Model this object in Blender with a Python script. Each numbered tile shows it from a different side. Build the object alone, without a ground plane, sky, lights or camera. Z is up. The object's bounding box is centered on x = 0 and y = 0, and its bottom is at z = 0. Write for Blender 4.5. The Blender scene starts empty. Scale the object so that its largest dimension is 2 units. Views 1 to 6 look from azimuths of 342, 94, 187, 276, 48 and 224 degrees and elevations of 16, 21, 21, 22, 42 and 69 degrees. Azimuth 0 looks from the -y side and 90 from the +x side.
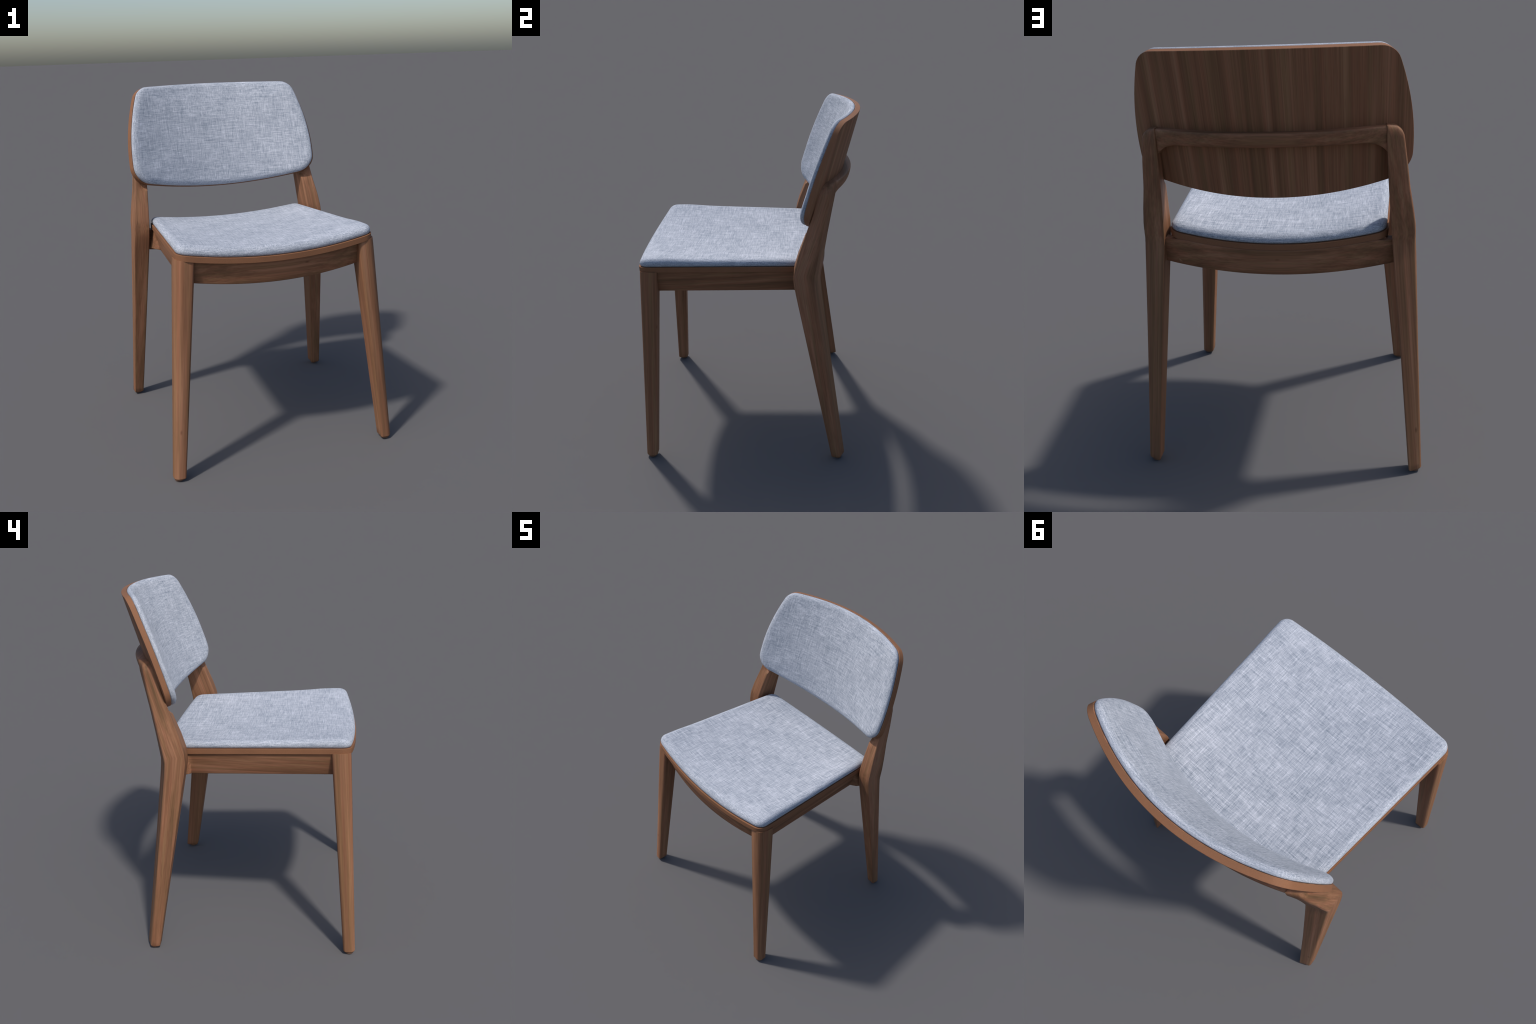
"""Upholstered dining chair: walnut frame, curved plywood back shell, blue-grey woven pads."""
import bpy, math
from mathutils import Vector

# ------------------------------------------------------------------ helpers
def lerp(a, b, t):
    return a + (b - a) * t

def station(table, z):
    """Linear lookup of a row of values at height z."""
    if z <= table[0][0]:
        return list(table[0][1:])
    for lo, hi in zip(table, table[1:]):
        if z <= hi[0]:
            t = (z - lo[0]) / (hi[0] - lo[0])
            return [lerp(a, b, t) for a, b in zip(lo[1:], hi[1:])]
    return list(table[-1][1:])

def new_object(name, verts, faces, material, parent, sharp=35):
    me = bpy.data.meshes.new(name)
    me.from_pydata(verts, [], faces)
    me.update()
    me.validate()
    for p in me.polygons:
        p.use_smooth = True
    me.set_sharp_from_angle(angle=math.radians(sharp))
    me.materials.append(material)
    ob = bpy.data.objects.new(name, me)
    bpy.context.scene.collection.objects.link(ob)
    ob.parent = parent
    return ob

def mirrored(verts, faces):
    return [(-x, y, z) for x, y, z in verts], [tuple(reversed(f)) for f in faces]

def loft(rings):
    """Closed rings of equal length, capped with fans; ring order low to high, points CCW from above."""
    n = len(rings[0])
    verts = [tuple(p) for r in rings for p in r]
    faces = []
    for i in range(len(rings) - 1):
        for j in range(n):
            k = (j + 1) % n
            faces.append((i * n + j, i * n + k, (i + 1) * n + k, (i + 1) * n + j))
    for i, flip in ((0, True), (len(rings) - 1, False)):
        c = Vector((0, 0, 0))
        for p in rings[i]:
            c += Vector(p)
        c /= n
        verts.append(tuple(c))
        ci = len(verts) - 1
        for j in range(n):
            k = (j + 1) % n
            f = (i * n + j, i * n + k, ci)
            faces.append(tuple(reversed(f)) if flip else f)
    return verts, faces

def rounded_rect(x0, x1, y0, y1, radii, seg=6, edge=4):
    """CCW ring of a rectangle with a radius per corner (order: x1y0, x1y1, x0y1, x0y0)."""
    m = min(x1 - x0, y1 - y0) * 0.49
    corners = [(x1, y0, -90), (x1, y1, 0), (x0, y1, 90), (x0, y0, 180)]
    arcs = []
    for (cx, cy, a0), r in zip(corners, radii):
        r = min(r, m)
        ox = cx - r if cx == x1 else cx + r
        oy = cy - r if cy == y1 else cy + r
        arcs.append([(ox + r * math.cos(math.radians(a0 + 90 * i / seg)),
                      oy + r * math.sin(math.radians(a0 + 90 * i / seg))) for i in range(seg + 1)])
    ring = []
    for i, a in enumerate(arcs):
        ring += a
        b = arcs[(i + 1) % 4][0]
        for e in range(1, edge):
            ring.append((lerp(a[-1][0], b[0], e / edge), lerp(a[-1][1], b[1], e / edge)))
    return ring

def rounded_poly(corners, radii, seg=5, edge=4):
    """CCW ring of a convex polygon whose corner i is rounded by about radii[i]."""
    n = len(corners)
    P = [Vector(c) for c in corners]
    arcs = []
    for i in range(n):
        a, p, b = P[i - 1], P[i], P[(i + 1) % n]
        ra = min(radii[i], 0.48 * (a - p).length)
        rb = min(radii[i], 0.48 * (b - p).length)
        s, e = p + (a - p).normalized() * ra, p + (b - p).normalized() * rb
        arc = []
        for k in range(seg + 1):
            t = k / seg
            w = 0.72
            c0, c1, c2 = (1 - t) ** 2, 2 * t * (1 - t) * w, t * t
            arc.append((s * c0 + p * c1 + e * c2) / (c0 + c1 + c2))
        arcs.append(arc)
    ring = []
    for i, arc in enumerate(arcs):
        ring += [tuple(q) for q in arc]
        q0, q1 = arc[-1], arcs[(i + 1) % n][0]
        ring += [tuple(q0.lerp(q1, k / edge)) for k in range(1, edge)]
    return ring

def resample(points, n, closed=True):
    pts = [Vector(p) for p in points]
    if closed:
        pts.append(pts[0])
    d = [0.0]
    for a, b in zip(pts, pts[1:]):
        d.append(d[-1] + (b - a).length)
    out, i = [], 0
    for k in range(n):
        s = d[-1] * k / n
        while d[i + 1] < s:
            i += 1
        t = (s - d[i]) / max(d[i + 1] - d[i], 1e-9)
        out.append(pts[i].lerp(pts[i + 1], t))
    return out

def filleted_outline(sides, trims, n):
    """Four curves end to end (CCW); corner i lies between side i and side i+1 and is cut back by trims[i]."""
    cut = []
    for i, s in enumerate(sides):
        pts = [Vector(p) for p in s]
        a, b = trims[i - 1], trims[i]
        keep = [p for p in pts if (p - pts[0]).length > a and (p - pts[-1]).length > b]
        cut.append((pts[0], keep, pts[-1]))
    out = []
    for i in range(4):
        _, keep, corner = cut[i]
        nxt = cut[(i + 1) % 4][1]
        out += keep
        p0, p2 = keep[-1], nxt[0]
        for k in range(1, 14):
            t = k / 14
            # rational quadratic: close to a circular fillet
            w = 0.72
            b0, b1, b2 = (1 - t) ** 2, 2 * t * (1 - t) * w, t * t
            out.append((p0 * b0 + corner * b1 + p2 * b2) / (b0 + b1 + b2))
    return resample(out, n)

def inset(outline, d):
    n = len(outline)
    out = []
    for i in range(n):
        t = (outline[(i + 1) % n] - outline[i - 1]).normalized()
        out.append(outline[i] + Vector((-t.y, t.x)) * d)
    return out

def pad_rings(outline, profile, inner=14):
    """Concentric 2D rings: inset by each profile step, then shrink to the middle. -> [(ring, height, depth01)]"""
    rings = [(inset(outline, d), h, 0.0) for d, h in profile]
    last, h = rings[-1][0], rings[-1][1]
    c = sum(last, Vector((0, 0))) / len(last)
    for k in range(1, inner):
        s = 1 - (k / inner)
        # shrink, and pull the middle rings towards a line so quads stay even
        rings.append(([c + (p - c) * s for p in last], h, 1 - s))
    return rings, c

def sheet(rings, centre, place):
    """rings -> open dome surface (outer ring first) using place(p2d, height, depth)."""
    n = len(rings[0][0])
    verts, faces = [], []
    for ring, h, dep in rings:
        verts += [place(p, h, dep) for p in ring]
    for i in range(len(rings) - 1):
        for j in range(n):
            k = (j + 1) % n
            faces.append((i * n + j, i * n + k, (i + 1) * n + k, (i + 1) * n + j))
    verts.append(place(centre, rings[-1][1], 1.0))
    c = len(verts) - 1
    b = (len(rings) - 1) * n
    for j in range(n):
        faces.append((b + j, b + (j + 1) % n, c))
    return verts, faces

def solid(front, back, n):
    """Join two sheets whose first ring has n points into a closed body."""
    fv, ff = front
    bv, bf = back
    o = len(fv)
    faces = list(ff) + [tuple(o + i for i in reversed(f)) for f in bf]
    for j in range(n):
        k = (j + 1) % n
        faces.append((o + j, o + k, k, j))
    return fv + bv, faces

# ------------------------------------------------------------------ materials
def nodes_of(name):
    m = bpy.data.materials.new(name)
    m.use_nodes = True
    nt = m.node_tree
    nt.nodes.clear()
    out = nt.nodes.new("ShaderNodeOutputMaterial")
    bsdf = nt.nodes.new("ShaderNodeBsdfPrincipled")
    nt.links.new(bsdf.outputs[0], out.inputs[0])
    return m, nt, bsdf

def noise(nt, vec, scale, loc=(0, 0, 0), rot=(0, 0, 0), detail=4, rough=0.6, distortion=0.0):
    mp = nt.nodes.new("ShaderNodeMapping")
    mp.inputs["Scale"].default_value = scale
    mp.inputs["Location"].default_value = loc
    mp.inputs["Rotation"].default_value = rot
    nt.links.new(vec, mp.inputs["Vector"])
    n = nt.nodes.new("ShaderNodeTexNoise")
    n.inputs["Scale"].default_value = 1.0
    n.inputs["Detail"].default_value = detail
    n.inputs["Roughness"].default_value = rough
    n.inputs["Distortion"].default_value = distortion
    nt.links.new(mp.outputs[0], n.inputs["Vector"])
    return n.outputs["Fac"]

def ramp(nt, fac, stops):
    r = nt.nodes.new("ShaderNodeValToRGB")
    el = r.color_ramp.elements
    while len(el) < len(stops):
        el.new(0.5)
    for e, (p, c) in zip(el, stops):
        e.position = p
        e.color = (*c, 1)
    nt.links.new(fac, r.inputs[0])
    return r.outputs[0]

def mix(nt, a, b, fac, mode="MIX"):
    m = nt.nodes.new("ShaderNodeMix")
    m.data_type = "RGBA"
    m.blend_type = mode
    if isinstance(fac, (int, float)):
        m.inputs[0].default_value = fac
    else:
        nt.links.new(fac, m.inputs[0])
    nt.links.new(a, m.inputs[6])
    nt.links.new(b, m.inputs[7])
    return m.outputs[2]

def calc(nt, op, a, b=None):
    m = nt.nodes.new("ShaderNodeMath")
    m.operation = op
    for sock, v in zip(m.inputs, (a, b)):
        if isinstance(v, (int, float)):
            sock.default_value = v
        elif v is not None:
            nt.links.new(v, sock)
    return m.outputs[0]

def varied_coords(nt, spread=9.0, rake=None):
    """Object coordinates shifted per object; rake=(kx, ky below, ky above, bend height)
    straightens a part that leans out of the vertical."""
    tc = nt.nodes.new("ShaderNodeTexCoord")
    src = tc.outputs["Object"]
    if rake:
        sp = nt.nodes.new("ShaderNodeSeparateXYZ")
        cb = nt.nodes.new("ShaderNodeCombineXYZ")
        nt.links.new(src, sp.inputs[0])
        ax = calc(nt, "ABSOLUTE", sp.outputs[0])
        nt.links.new(calc(nt, "SUBTRACT", ax, calc(nt, "MULTIPLY", sp.outputs[2], rake[0])), cb.inputs[0])
        dz = calc(nt, "SUBTRACT", sp.outputs[2], rake[3])
        lo = calc(nt, "MULTIPLY", calc(nt, "MINIMUM", dz, 0.0), rake[1])
        hi = calc(nt, "MULTIPLY", calc(nt, "MAXIMUM", dz, 0.0), rake[2])
        nt.links.new(calc(nt, "SUBTRACT", sp.outputs[1], calc(nt, "ADD", lo, hi)), cb.inputs[1])
        nt.links.new(sp.outputs[2], cb.inputs[2])
        src = cb.outputs[0]
    oi = nt.nodes.new("ShaderNodeObjectInfo")
    mu = nt.nodes.new("ShaderNodeMath")
    mu.operation = "MULTIPLY"
    mu.inputs[1].default_value = spread
    nt.links.new(oi.outputs["Random"], mu.inputs[0])
    va = nt.nodes.new("ShaderNodeVectorMath")
    va.operation = "ADD"
    nt.links.new(src, va.inputs[0])
    nt.links.new(mu.outputs[0], va.inputs[1])
    return va.outputs[0]

def wood(name, along, figure=1.0, rake=None, flat=None):
    """Oiled walnut; grain along axis 0, 1 or 2; flat = axis a sliced veneer does not vary in."""
    m, nt, bsdf = nodes_of(name)
    v = varied_coords(nt, rake=rake)

    def sc(a, c):
        s = [c, c, c]
        s[along] = a
        if flat is not None:
            s[flat] = 0.4
        return s
    band = noise(nt, v, sc(0.45, 30.0 * figure), detail=2, rough=0.5, distortion=0.15)
    hue = noise(nt, v, sc(0.5, 55.0 * figure), loc=(4.1, 7.7, 2.3), detail=2, rough=0.5)
    fibre = noise(nt, v, sc(1.6, 170.0), loc=(1.7, 3.1, 5.9), detail=3, rough=0.6)
    pore = noise(nt, v, sc(9.0, 380.0), loc=(9.7, 0.4, 3.3), detail=2, rough=0.5)
    base = ramp(nt, band, [(0.28, (0.158, 0.079, 0.041)), (0.44, (0.208, 0.098, 0.051)),
                           (0.56, (0.246, 0.116, 0.062)), (0.72, (0.312, 0.153, 0.087))])
    warm = ramp(nt, hue, [(0.34, (0.93, 1.01, 0.94)), (0.5, (1.0, 1.0, 1.0)), (0.66, (1.06, 0.98, 0.98))])
    c = mix(nt, base, warm, 1.0, "MULTIPLY")
    fib = ramp(nt, fibre, [(0.28, (0.74, 0.72, 0.70)), (0.5, (1.0, 1.0, 1.0)), (0.72, (1.24, 1.24, 1.24))])
    c = mix(nt, c, fib, 0.85, "MULTIPLY")
    por = ramp(nt, pore, [(0.26, (0.62, 0.58, 0.55)), (0.38, (1, 1, 1))])
    c = mix(nt, c, por, 0.5, "MULTIPLY")
    # rare small dark knots, drawn out along the grain
    mp = nt.nodes.new("ShaderNodeMapping")
    mp.inputs["Scale"].default_value = sc(4.2, 9.0)
    nt.links.new(v, mp.inputs["Vector"])
    vo = nt.nodes.new("ShaderNodeTexVoronoi")
    vo.inputs["Scale"].default_value = 1.0
    nt.links.new(mp.outputs[0], vo.inputs["Vector"])
    kn = ramp(nt, vo.outputs["Distance"], [(0.02, (0.45, 0.38, 0.34)), (0.075, (1, 1, 1))])
    c = mix(nt, c, kn, 0.7, "MULTIPLY")
    nt.links.new(c, bsdf.inputs["Base Color"])
    bsdf.inputs["Roughness"].default_value = 0.62
    bsdf.inputs["Specular IOR Level"].default_value = 0.22
    bp = nt.nodes.new("ShaderNodeBump")
    bp.inputs["Strength"].default_value = 0.12
    bp.inputs["Distance"].default_value = 0.002
    nt.links.new(fibre, bp.inputs["Height"])
    nt.links.new(bp.outputs[0], bsdf.inputs["Normal"])
    return m

def ply_edge(name):
    """Plain sanded edge of the moulded plywood: even brown with a faint speckle."""
    m, nt, bsdf = nodes_of(name)
    v = varied_coords(nt)
    n = noise(nt, v, (220, 220, 220), detail=3, rough=0.6)
    b = noise(nt, v, (6, 6, 6), detail=2)
    c = ramp(nt, n, [(0.3, (0.202, 0.092, 0.046)), (0.7, (0.232, 0.106, 0.054))])
    c2 = ramp(nt, b, [(0.3, (0.94, 0.94, 0.94)), (0.7, (1.05, 1.05, 1.05))])
    nt.links.new(mix(nt, c, c2, 1.0, "MULTIPLY"), bsdf.inputs["Base Color"])
    bsdf.inputs["Roughness"].default_value = 0.7
    bsdf.inputs["Specular IOR Level"].default_value = 0.2
    return m

def woven(name, a, b, c_axis, cross, bow, tilt):
    """Melange cloth: slubby threads along axes a and b; c_axis is the thickness direction."""
    m, nt, bsdf = nodes_of(name)
    tc = nt.nodes.new("ShaderNodeTexCoord")
    # measure thickness from the curved panel (bow across x, tilt along b), so threads follow it
    sp = nt.nodes.new("ShaderNodeSeparateXYZ")
    cb = nt.nodes.new("ShaderNodeCombineXYZ")
    nt.links.new(tc.outputs["Object"], sp.inputs[0])
    x2 = calc(nt, "MULTIPLY", calc(nt, "POWER", calc(nt, "ABSOLUTE", sp.outputs[0]), 2.0), bow)
    ln = calc(nt, "MULTIPLY", sp.outputs[b], tilt)
    depth = calc(nt, "ADD", sp.outputs[c_axis], calc(nt, "ADD", x2, ln))
    for k in range(3):
        nt.links.new(depth if k == c_axis else sp.outputs[k], cb.inputs[k])
    v = cb.outputs[0]

    def sc(slow, along, fine):
        s = [0, 0, 0]
        s[a] = slow if along == a else fine
        s[b] = slow if along == b else fine
        s[c_axis] = cross
        return s
    weft = noise(nt, v, sc(17, a, 360), detail=2, rough=0.65)
    warp = noise(nt, v, sc(17, b, 360), loc=(3.3, 8.1, 5.2), detail=2, rough=0.65)
    slub_a = noise(nt, v, sc(10, a, 130), loc=(11.0, 2.0, 7.0), detail=2)
    slub_b = noise(nt, v, sc(10, b, 130), loc=(2.0, 13.0, 1.0), detail=2)
    spot = noise(nt, v, (330, 330, 330), detail=1)
    cloud = noise(nt, v, (7, 7, 7), detail=2)

    def add(x, y, wx, wy):
        q = nt.nodes.new("ShaderNodeMath")
        q.operation = "MULTIPLY"
        nt.links.new(x, q.inputs[0])
        q.inputs[1].default_value = wx
        r = nt.nodes.new("ShaderNodeMath")
        r.operation = "MULTIPLY_ADD"
        nt.links.new(y, r.inputs[0])
        r.inputs[1].default_value = wy
        nt.links.new(q.outputs[0], r.inputs[2])
        return r.outputs[0]
    t = add(weft, warp, 0.5, 0.5)
    s = add(slub_a, slub_b, 0.5, 0.5)
    f = add(t, s, 0.66, 0.34)
    f = add(f, spot, 0.86, 0.14)
    f = add(f, cloud, 0.92, 0.08)
    col = ramp(nt, f, [(0.38, (0.142, 0.177, 0.222)), (0.452, (0.268, 0.298, 0.350)),
                       (0.52, (0.374, 0.399, 0.454)), (0.605, (0.560, 0.580, 0.648))])
    nt.links.new(col, bsdf.inputs["Base Color"])
    bsdf.inputs["Roughness"].default_value = 0.95
    bsdf.inputs["Specular IOR Level"].default_value = 0.1
    bsdf.inputs["Sheen Weight"].default_value = 0.08
    bp = nt.nodes.new("ShaderNodeBump")
    bp.inputs["Strength"].default_value = 0.35
    bp.inputs["Distance"].default_value = 0.003
    nt.links.new(t, bp.inputs["Height"])
    nt.links.new(bp.outputs[0], bsdf.inputs["Normal"])
    return m

def rubber(name):
    m, nt, bsdf = nodes_of(name)
    tc = nt.nodes.new("ShaderNodeTexCoord")
    n = noise(nt, tc.outputs["Object"], (90, 90, 90), detail=2)
    c = ramp(nt, n, [(0.3, (0.10, 0.055, 0.035)), (0.7, (0.14, 0.075, 0.048))])
    nt.links.new(c, bsdf.inputs["Base Color"])
    bsdf.inputs["Roughness"].default_value = 0.7
    return m

WOOD_FRONT = wood("walnut_front_leg", 2, rake=(-0.088, 0.070, 0.070, 1.2))
WOOD_BACK = wood("walnut_back_leg", 2, rake=(-0.085, -0.120, 0.330, 1.17))
WOOD_X = wood("walnut_cross_grain", 0)
WOOD_Y = wood("walnut_lengthwise_grain", 1)
VENEER = wood("walnut_veneer", 2, figure=0.8, flat=1)
EDGE = ply_edge("plywood_edge")
CLOTH_SEAT = woven("woven_cloth_seat", 0, 1, 2, 220, -0.18, 0.04)
CLOTH_BACK = woven("woven_cloth_back", 0, 2, 1, 220, 0.475, -0.302)
GLIDE = rubber("glide_nylon")

# ------------------------------------------------------------------ guiding surfaces
LEAN, BOW = 0.302, 0.475
def shell_back(x, z):
    """y of the rear face of the moulded back."""
    return 0.669 + LEAN * (z - 1.973) - BOW * x * x

def seat_under(x, y):
    """z of the underside of the moulded seat board (saddle dip across x, falling to the back)."""
    dip = lerp(0.168, 0.195, (y + 0.65) / 1.05)
    return 1.141 - 0.039 * (y + 0.65) + dip * x * x

SEAT_T = 0.031

# ------------------------------------------------------------------ the chair
chair = bpy.data.objects.new("dining_chair", None)
bpy.context.scene.collection.objects.link(chair)
chair["label"] = "walnut dining chair with blue-grey woven seat and curved back"
chair["category"] = "chair"

# --- seat board and pad
def seat_half(y):
    return lerp(0.547, 0.497, (y + 0.612) / 1.0)

def seat_front(x):
    return -0.650 + 0.145 * x * x

def seat_outline(n=240):
    half = seat_half
    fy = seat_front
    ry = lambda x: 0.446 - 0.20 * x * x
    k = 160
    wf, wr = half(-0.607), half(0.39)
    front = [(lerp(-wf, wf, i / k), fy(lerp(-wf, wf, i / k))) for i in range(k + 1)]
    right = [(lerp(wf, wr, i / k), lerp(fy(wf), ry(wr), i / k)) for i in range(k + 1)]
    rear = [(lerp(wr, -wr, i / k), ry(lerp(wr, -wr, i / k))) for i in range(k + 1)]
    left = [(lerp(-wr, -wf, i / k), lerp(ry(wr), fy(wf), i / k)) for i in range(k + 1)]
    return filleted_outline([front, right, rear, left], [0.055, 0.045, 0.045, 0.055], n)

outline = seat_outline()
N = len(outline)
top_r, cen = pad_rings(inset(outline, 0.0), [(0.0, -0.0015), (0.0015, 0.0), (0.04, 0.0)], 10)
bot_r, cen2 = pad_rings(inset(outline, 0.0), [(0.0, 0.0015), (0.0015, 0.0), (0.04, 0.0)], 10)
top = sheet(top_r, cen, lambda p, h, d: (p.x, p.y, seat_under(p.x, p.y) + SEAT_T + h))
bot = sheet(bot_r, cen2, lambda p, h, d: (p.x, p.y, seat_under(p.x, p.y) + h))
v, f = solid(top, bot, N)
new_object("seat_board", v, f, EDGE, chair)

def pad_profile(t, r, under=0.006, wall=0.012, seg=9):
    """(inset, height) steps: tucked-in foot, short wall, then a quarter-round shoulder."""
    pr = [(0.016, 0.0), (under, 0.0005), (0.001, wall * 0.45), (0.0, wall)]
    for i in range(1, seg + 1):
        a = math.radians(90 * i / seg)
        pr.append((r * (1 - math.cos(a)), wall + (t - wall) * math.sin(a)))
    return pr

SEAT_CROWN = 0.002
prof = pad_profile(0.050, 0.038, wall=0.016)
pad_out = inset(outline, 0.006)
rings, cen = pad_rings(pad_out, prof, 22)
def place_seat(p, h, d):
    crown = SEAT_CROWN * (1 - (1 - d) ** 2)
    crown += 0.006 * math.exp(-((p.y + 0.47) / 0.11) ** 2) * min(h / 0.05, 1.0)   # fuller behind the front edge
    h *= lerp(1.02, 0.86, (p.y + 0.65) / 1.09)      # the pad thins towards the back
    return (p.x, p.y, seat_under(p.x, p.y) + SEAT_T + 0.0012 + h * (1 - 0.30 * p.x * p.x) + crown)
top = sheet(rings, cen, place_seat)
bot_r, cen2 = pad_rings(inset(pad_out, 0.016), [(0.0, 0.0)], 6)
bot = sheet(bot_r, cen2, lambda p, h, d: (p.x, p.y, seat_under(p.x, p.y) + SEAT_T + 0.0008))
v, f = solid(top, bot, N)
new_object("seat_cushion", v, f, CLOTH_SEAT, chair, 60)

# --- moulded back shell and pad (outline lives in the x-z plane)
def back_outline(n=260):
    half = lambda z: 0.598 - 0.49 * (z - 1.56) ** 2
    zt = lambda x: 1.988 - 0.02 * x * x
    zb = lambda x: 1.357 + 0.230 * x * x
    k = 200
    zlo, zhi = 1.4375, 1.983
    wt, wb = half(zhi), half(zlo)
    # counter-clockwise seen from the front (-y): bottom, right, top, left
    bottom = [(lerp(-wb, wb, i / k), zb(lerp(-wb, wb, i / k))) for i in range(k + 1)]
    right = [(half(lerp(zlo, zhi, i / k)), lerp(zlo, zhi, i / k)) for i in range(k + 1)]
    topc = [(lerp(wt, -wt, i / k), zt(lerp(wt, -wt, i / k))) for i in range(k + 1)]
    left = [(-half(lerp(zhi, zlo, i / k)), lerp(zhi, zlo, i / k)) for i in range(k + 1)]
    return filleted_outline([bottom, right, topc, left], [0.082, 0.050, 0.050, 0.082], n)

SHELL_T = 0.029
b_out = back_outline()
NB = len(b_out)
def shell_normal(x):
    nrm = Vector((2 * BOW * x, 1.0, -LEAN))   # outward to the rear
    return nrm.normalized()
def on_shell(p, off):
    """Point of the back outline moved 'off' forward of the rear face along its normal."""
    q = Vector((p.x, shell_back(p.x, p.y), p.y)) - shell_normal(p.x) * off
    return tuple(q)
fr, cen = pad_rings(b_out, [(0.0, -0.0015), (0.0015, 0.0), (0.05, 0.0)], 14)
front = sheet(fr, cen, lambda p, h, d: on_shell(p, SHELL_T + h))
rr, cen2 = pad_rings(b_out, [(0.0, 0.0015), (0.0015, 0.0), (0.05, 0.0)], 14)
rear = sheet(rr, cen2, lambda p, h, d: on_shell(p, h))
v, f = solid(front, rear, NB)
shell = new_object("backrest_shell", v, f, VENEER, chair)
shell.data.materials.append(EDGE)
for p in shell.data.polygons:          # sanded plywood rim around the veneered faces
    if p.index >= len(front[1]) + len(rear[1]):
        p.material_index = 1

prof = pad_profile(0.034, 0.044, under=0.004)
pad_out = inset(b_out, 0.0005)
rings, cen = pad_rings(pad_out, prof, 22)
BACK_CROWN = 0.026
def back_puff(p, h, d):
    """Domed filling, fuller along the lower edge."""
    full = max(0.0, min(1.0, (1.60 - p.y) / 0.2))
    return h * (1 + 0.30 * full) + BACK_CROWN * (1 - (1 - d) ** 2)
front = sheet(rings, cen, lambda p, h, d: on_shell(p, SHELL_T + 0.0012 + back_puff(p, h, d)))
br, cen2 = pad_rings(inset(pad_out, 0.016), [(0.0, 0.0)], 10)
rear = sheet(br, cen2, lambda p, h, d: on_shell(p, SHELL_T + 0.0008))
v, f = solid(front, rear, NB)
new_object("backrest_cushion", v, f, CLOTH_BACK, chair, 60)

# --- feet
def glide(parent, x, y, r=0.024):
    rings = []
    for rr_, z in ((r * 0.9, 0.0), (r, 0.002), (r, 0.016)):
        rings.append([(x + rr_ * math.cos(2 * math.pi * i / 24), y + rr_ * math.sin(2 * math.pi * i / 24), z)
                      for i in range(24)])
    v, f = loft(rings)
    return new_object("foot_glide", v, f, GLIDE, parent, 40)

def both_sides(name, v, f, material, sharp=35):
    a = new_object(name, v, f, material, chair, sharp)
    mv, mf = mirrored(v, f)
    b = new_object(name, mv, mf, material, chair, sharp)
    return b, a       # left, right

# --- front legs: straight taper, splayed out and forward.  z, x0, x1, y0, y1
FRONT_LEG = [(0.010, 0.576, 0.641, -0.673, -0.605),
             (1.200, 0.446, 0.551, -0.610, -0.504)]
rings = []
heights = [0.010, 0.014, 0.020] + [0.02 + 1.18 * i / 24 for i in range(1, 25)]
for z in heights:
    x0, x1, y0, y1 = station(FRONT_LEG, z)
    cut = {0.010: 0.008, 0.014: 0.0035}.get(z, 0.0)
    t = z / 1.2
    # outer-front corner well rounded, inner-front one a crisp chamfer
    rad = [lerp(0.036, 0.055, t), 0.020, 0.008, lerp(0.010, 0.020, t)]
    ring = rounded_poly([(x1 - cut, y0 + cut), (x1 - cut, y1 - cut), (x0 + cut, y1 - cut), (x0 + cut, y0 + cut)],
                        rad, 6, 4)
    rings.append([(x, y, min(z, seat_under(x, y) + 0.003)) if z > 1.1 else (x, y, z) for x, y in ring])
v, f = loft(rings)
legs = both_sides("front_leg", v, f, WOOD_FRONT, 30)
for leg, s in zip(legs, (-1, 1)):
    glide(leg, s * 0.609, -0.638)

# --- back legs: raked foot, elbow beside the seat, upper arm leaning on the shell
# each station: z, then x, y of the inner-front, outer-front, outer-rear and inner-rear edges
BACK_LEG = [(0.010, 0.610, 0.458, 0.668, 0.457, 0.673, 0.509, 0.611, 0.537),
            (0.610, 0.562, 0.355, 0.640, 0.354, 0.644, 0.436, 0.562, 0.470),
            (1.060, 0.527, 0.277, 0.620, 0.276, 0.625, 0.380, 0.521, 0.423),
            (1.130, 0.523, 0.265, 0.614, 0.266, 0.621, 0.375, 0.515, 0.418),
            (1.200, 0.519, 0.270, 0.610, 0.271, 0.619, 0.385, 0.510, 0.429),
            (1.280, 0.513, 0.296, 0.599, 0.294, 0.607, 0.403, 0.503, 0.443),
            (1.390, 0.504, 0.342, 0.579, 0.336, 0.587, 0.426, 0.494, 0.464),
            (1.510, 0.492, 0.386, 0.564, 0.382, 0.571, 0.455, 0.487, 0.489),
            (1.610, 0.484, 0.410, 0.553, 0.405, 0.556, 0.474, 0.482, 0.511),
            (1.668, 0.482, 0.425, 0.548, 0.420, 0.550, 0.480, 0.480, 0.517)]
rings = []
R_TOP = 0.060
Z_TOP = 1.608
heights = [0.010, 0.014, 0.020] + [0.02 + (Z_TOP - 0.02) * i / 64 for i in range(1, 65)]
heights += [Z_TOP + R_TOP * math.sin(math.radians(90 * i / 8)) for i in range(1, 9)]
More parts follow.
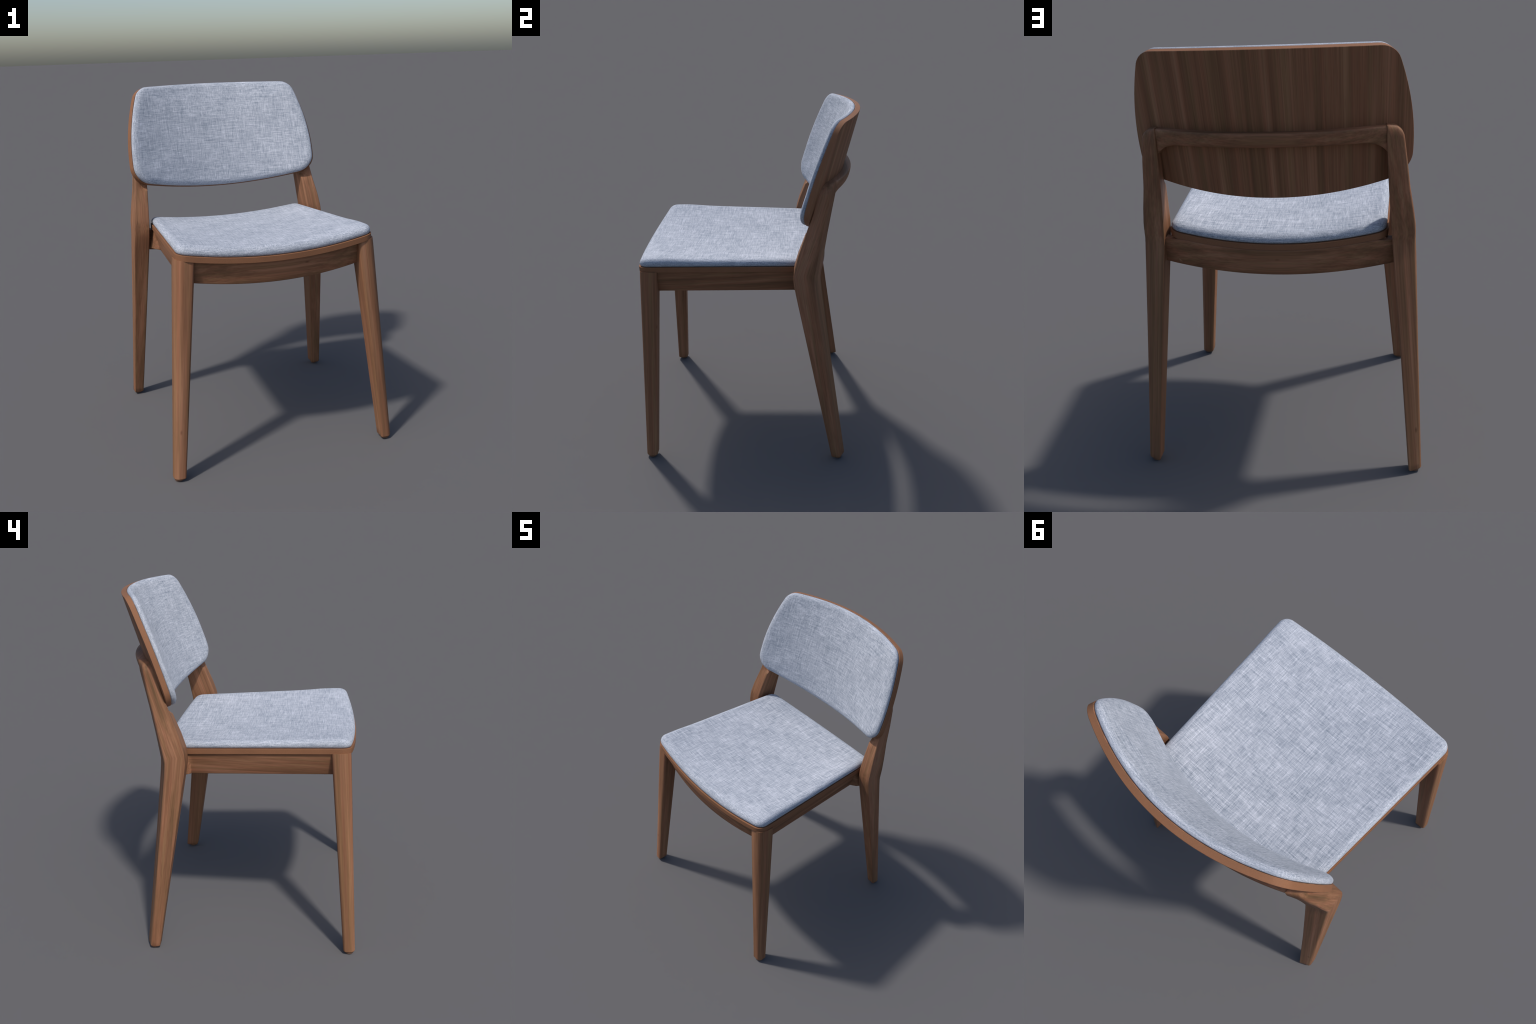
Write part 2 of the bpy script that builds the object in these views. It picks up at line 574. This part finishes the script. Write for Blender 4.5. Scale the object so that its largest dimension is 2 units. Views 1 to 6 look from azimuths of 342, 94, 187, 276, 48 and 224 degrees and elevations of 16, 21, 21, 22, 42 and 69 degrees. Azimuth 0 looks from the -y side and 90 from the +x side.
for z in heights:
    xa, ya, xb, yb, xc, yc, xd, yd = station(BACK_LEG, z)
    if z > Z_TOP:                        # shoulder rounded over towards the outside
        c = math.sqrt(max(0.0, 1 - ((z - Z_TOP) / R_TOP) ** 2))
        xb -= R_TOP * (1 - c)
        xc -= R_TOP * (1 - c)
    cut = {0.010: 0.007, 0.014: 0.003}.get(z, 0.0)
    ring = rounded_poly([(xa + cut, ya + cut), (xb - cut, yb + cut), (xc - cut, yc - cut), (xd + cut, yd - cut)],
                        [0.007, 0.006, 0.011, 0.007], 5, 5)
    pts = []
    for x, y in ring:
        if z > 1.40:
            y = max(y, shell_back(x, z) - 0.002)
        pts.append((x, y, z))
    rings.append(pts)
v, f = loft(rings)
legs = both_sides("back_leg", v, f, WOOD_BACK, 30)
for leg, s in zip(legs, (-1, 1)):
    glide(leg, s * 0.639, 0.494, 0.021)

# --- rails
def rail_x(name, x_end, section, steps, material):
    """Sweep along x; section(x) gives a CCW ring in (y, z) seen from +x."""
    rings = []
    for i in range(steps + 1):
        x = lerp(-x_end, x_end, i / steps)
        rings.append([(x, y, z) for y, z in section(x)])
    v, f = loft(rings)
    return new_object(name, v, f, material, chair)

def front_section(x):
    face = -0.633 + 0.21 * x * x          # bowed a little more than the seat edge
    top = seat_under(x, face + 0.02) + 0.004
    low = 1.021 + 0.155 * x * x
    return rounded_poly([(face + 0.020, low), (face + 0.062, low), (face + 0.055, top), (face, top)],
                        [0.005] * 4, 3, 3)
rail_x("front_rail", 0.475, front_section, 40, WOOD_X)

def rear_section(x):
    face = 0.452 - 0.20 * x * x
    top = min(seat_under(x, face - 0.03) + 0.004, 1.141)
    low = 0.975 + 0.160 * x * x
    return rounded_poly([(face - 0.062, low), (face - 0.032, low), (face, top), (face - 0.062, top)],
                        [0.006] * 4, 3, 3)
rail_x("rear_rail", 0.530, rear_section, 40, WOOD_X)

rings = []
for i in range(61):
    t = i / 60
    y = lerp(-0.54, 0.385, t)
    xo = seat_half(y) - 0.007
    top = seat_under(xo - 0.02, y) + 0.004
    low = lerp(1.058, 1.020, t)
    foot = xo - 0.032
    if y > 0.262:                        # lower edge flares out to meet the leg, then tucks behind it
        flare = min((y - 0.262) / 0.02, 1.0) if y < 0.30 else max(1 - (y - 0.30) / 0.03, 0.0)
        foot = lerp(foot, 0.521, flare)
        low += 0.015 * flare
    ring = rounded_poly([(xo - 0.062, low), (foot, low), (xo, top), (xo - 0.062, top)], [0.004] * 4, 3, 3)
    rings.append([(x, y, z) for x, z in reversed(ring)])
v, f = loft(rings)
both_sides("side_rail", v, f, WOOD_Y)

def back_section(x):
    ax = abs(x)
    top = 1.660 + 0.025 * x * x
    low = 1.598
    if ax > 0.380:                       # arched shoulder running into the leg
        u = min((ax - 0.380) / 0.102, 1.0)
        low -= 0.058 * (1 - math.sqrt(1 - 0.98 * u * u))
    rear = 0.616 - 0.46 * x * x
    zm, hh = 0.5 * (top + low), 0.5 * (top - low)
    pts = []
    n = 18
    for i in range(n + 1):               # rounded rear, bottom to top
        a = math.radians(-90 + 180 * i / n)
        ca = max(math.cos(a), 0.0) ** 0.42
        z = zm + hh * math.copysign(abs(math.sin(a)) ** 0.8, math.sin(a))
        pts.append((rear + 0.27 * (z - 1.640) - 0.022 * (1 - ca), z))
    pts.append((shell_back(x, top) - 0.003, top))
    pts.append((shell_back(x, low) - 0.003, low))
    return pts
rail_x("back_rail", 0.487, back_section, 80, WOOD_X)
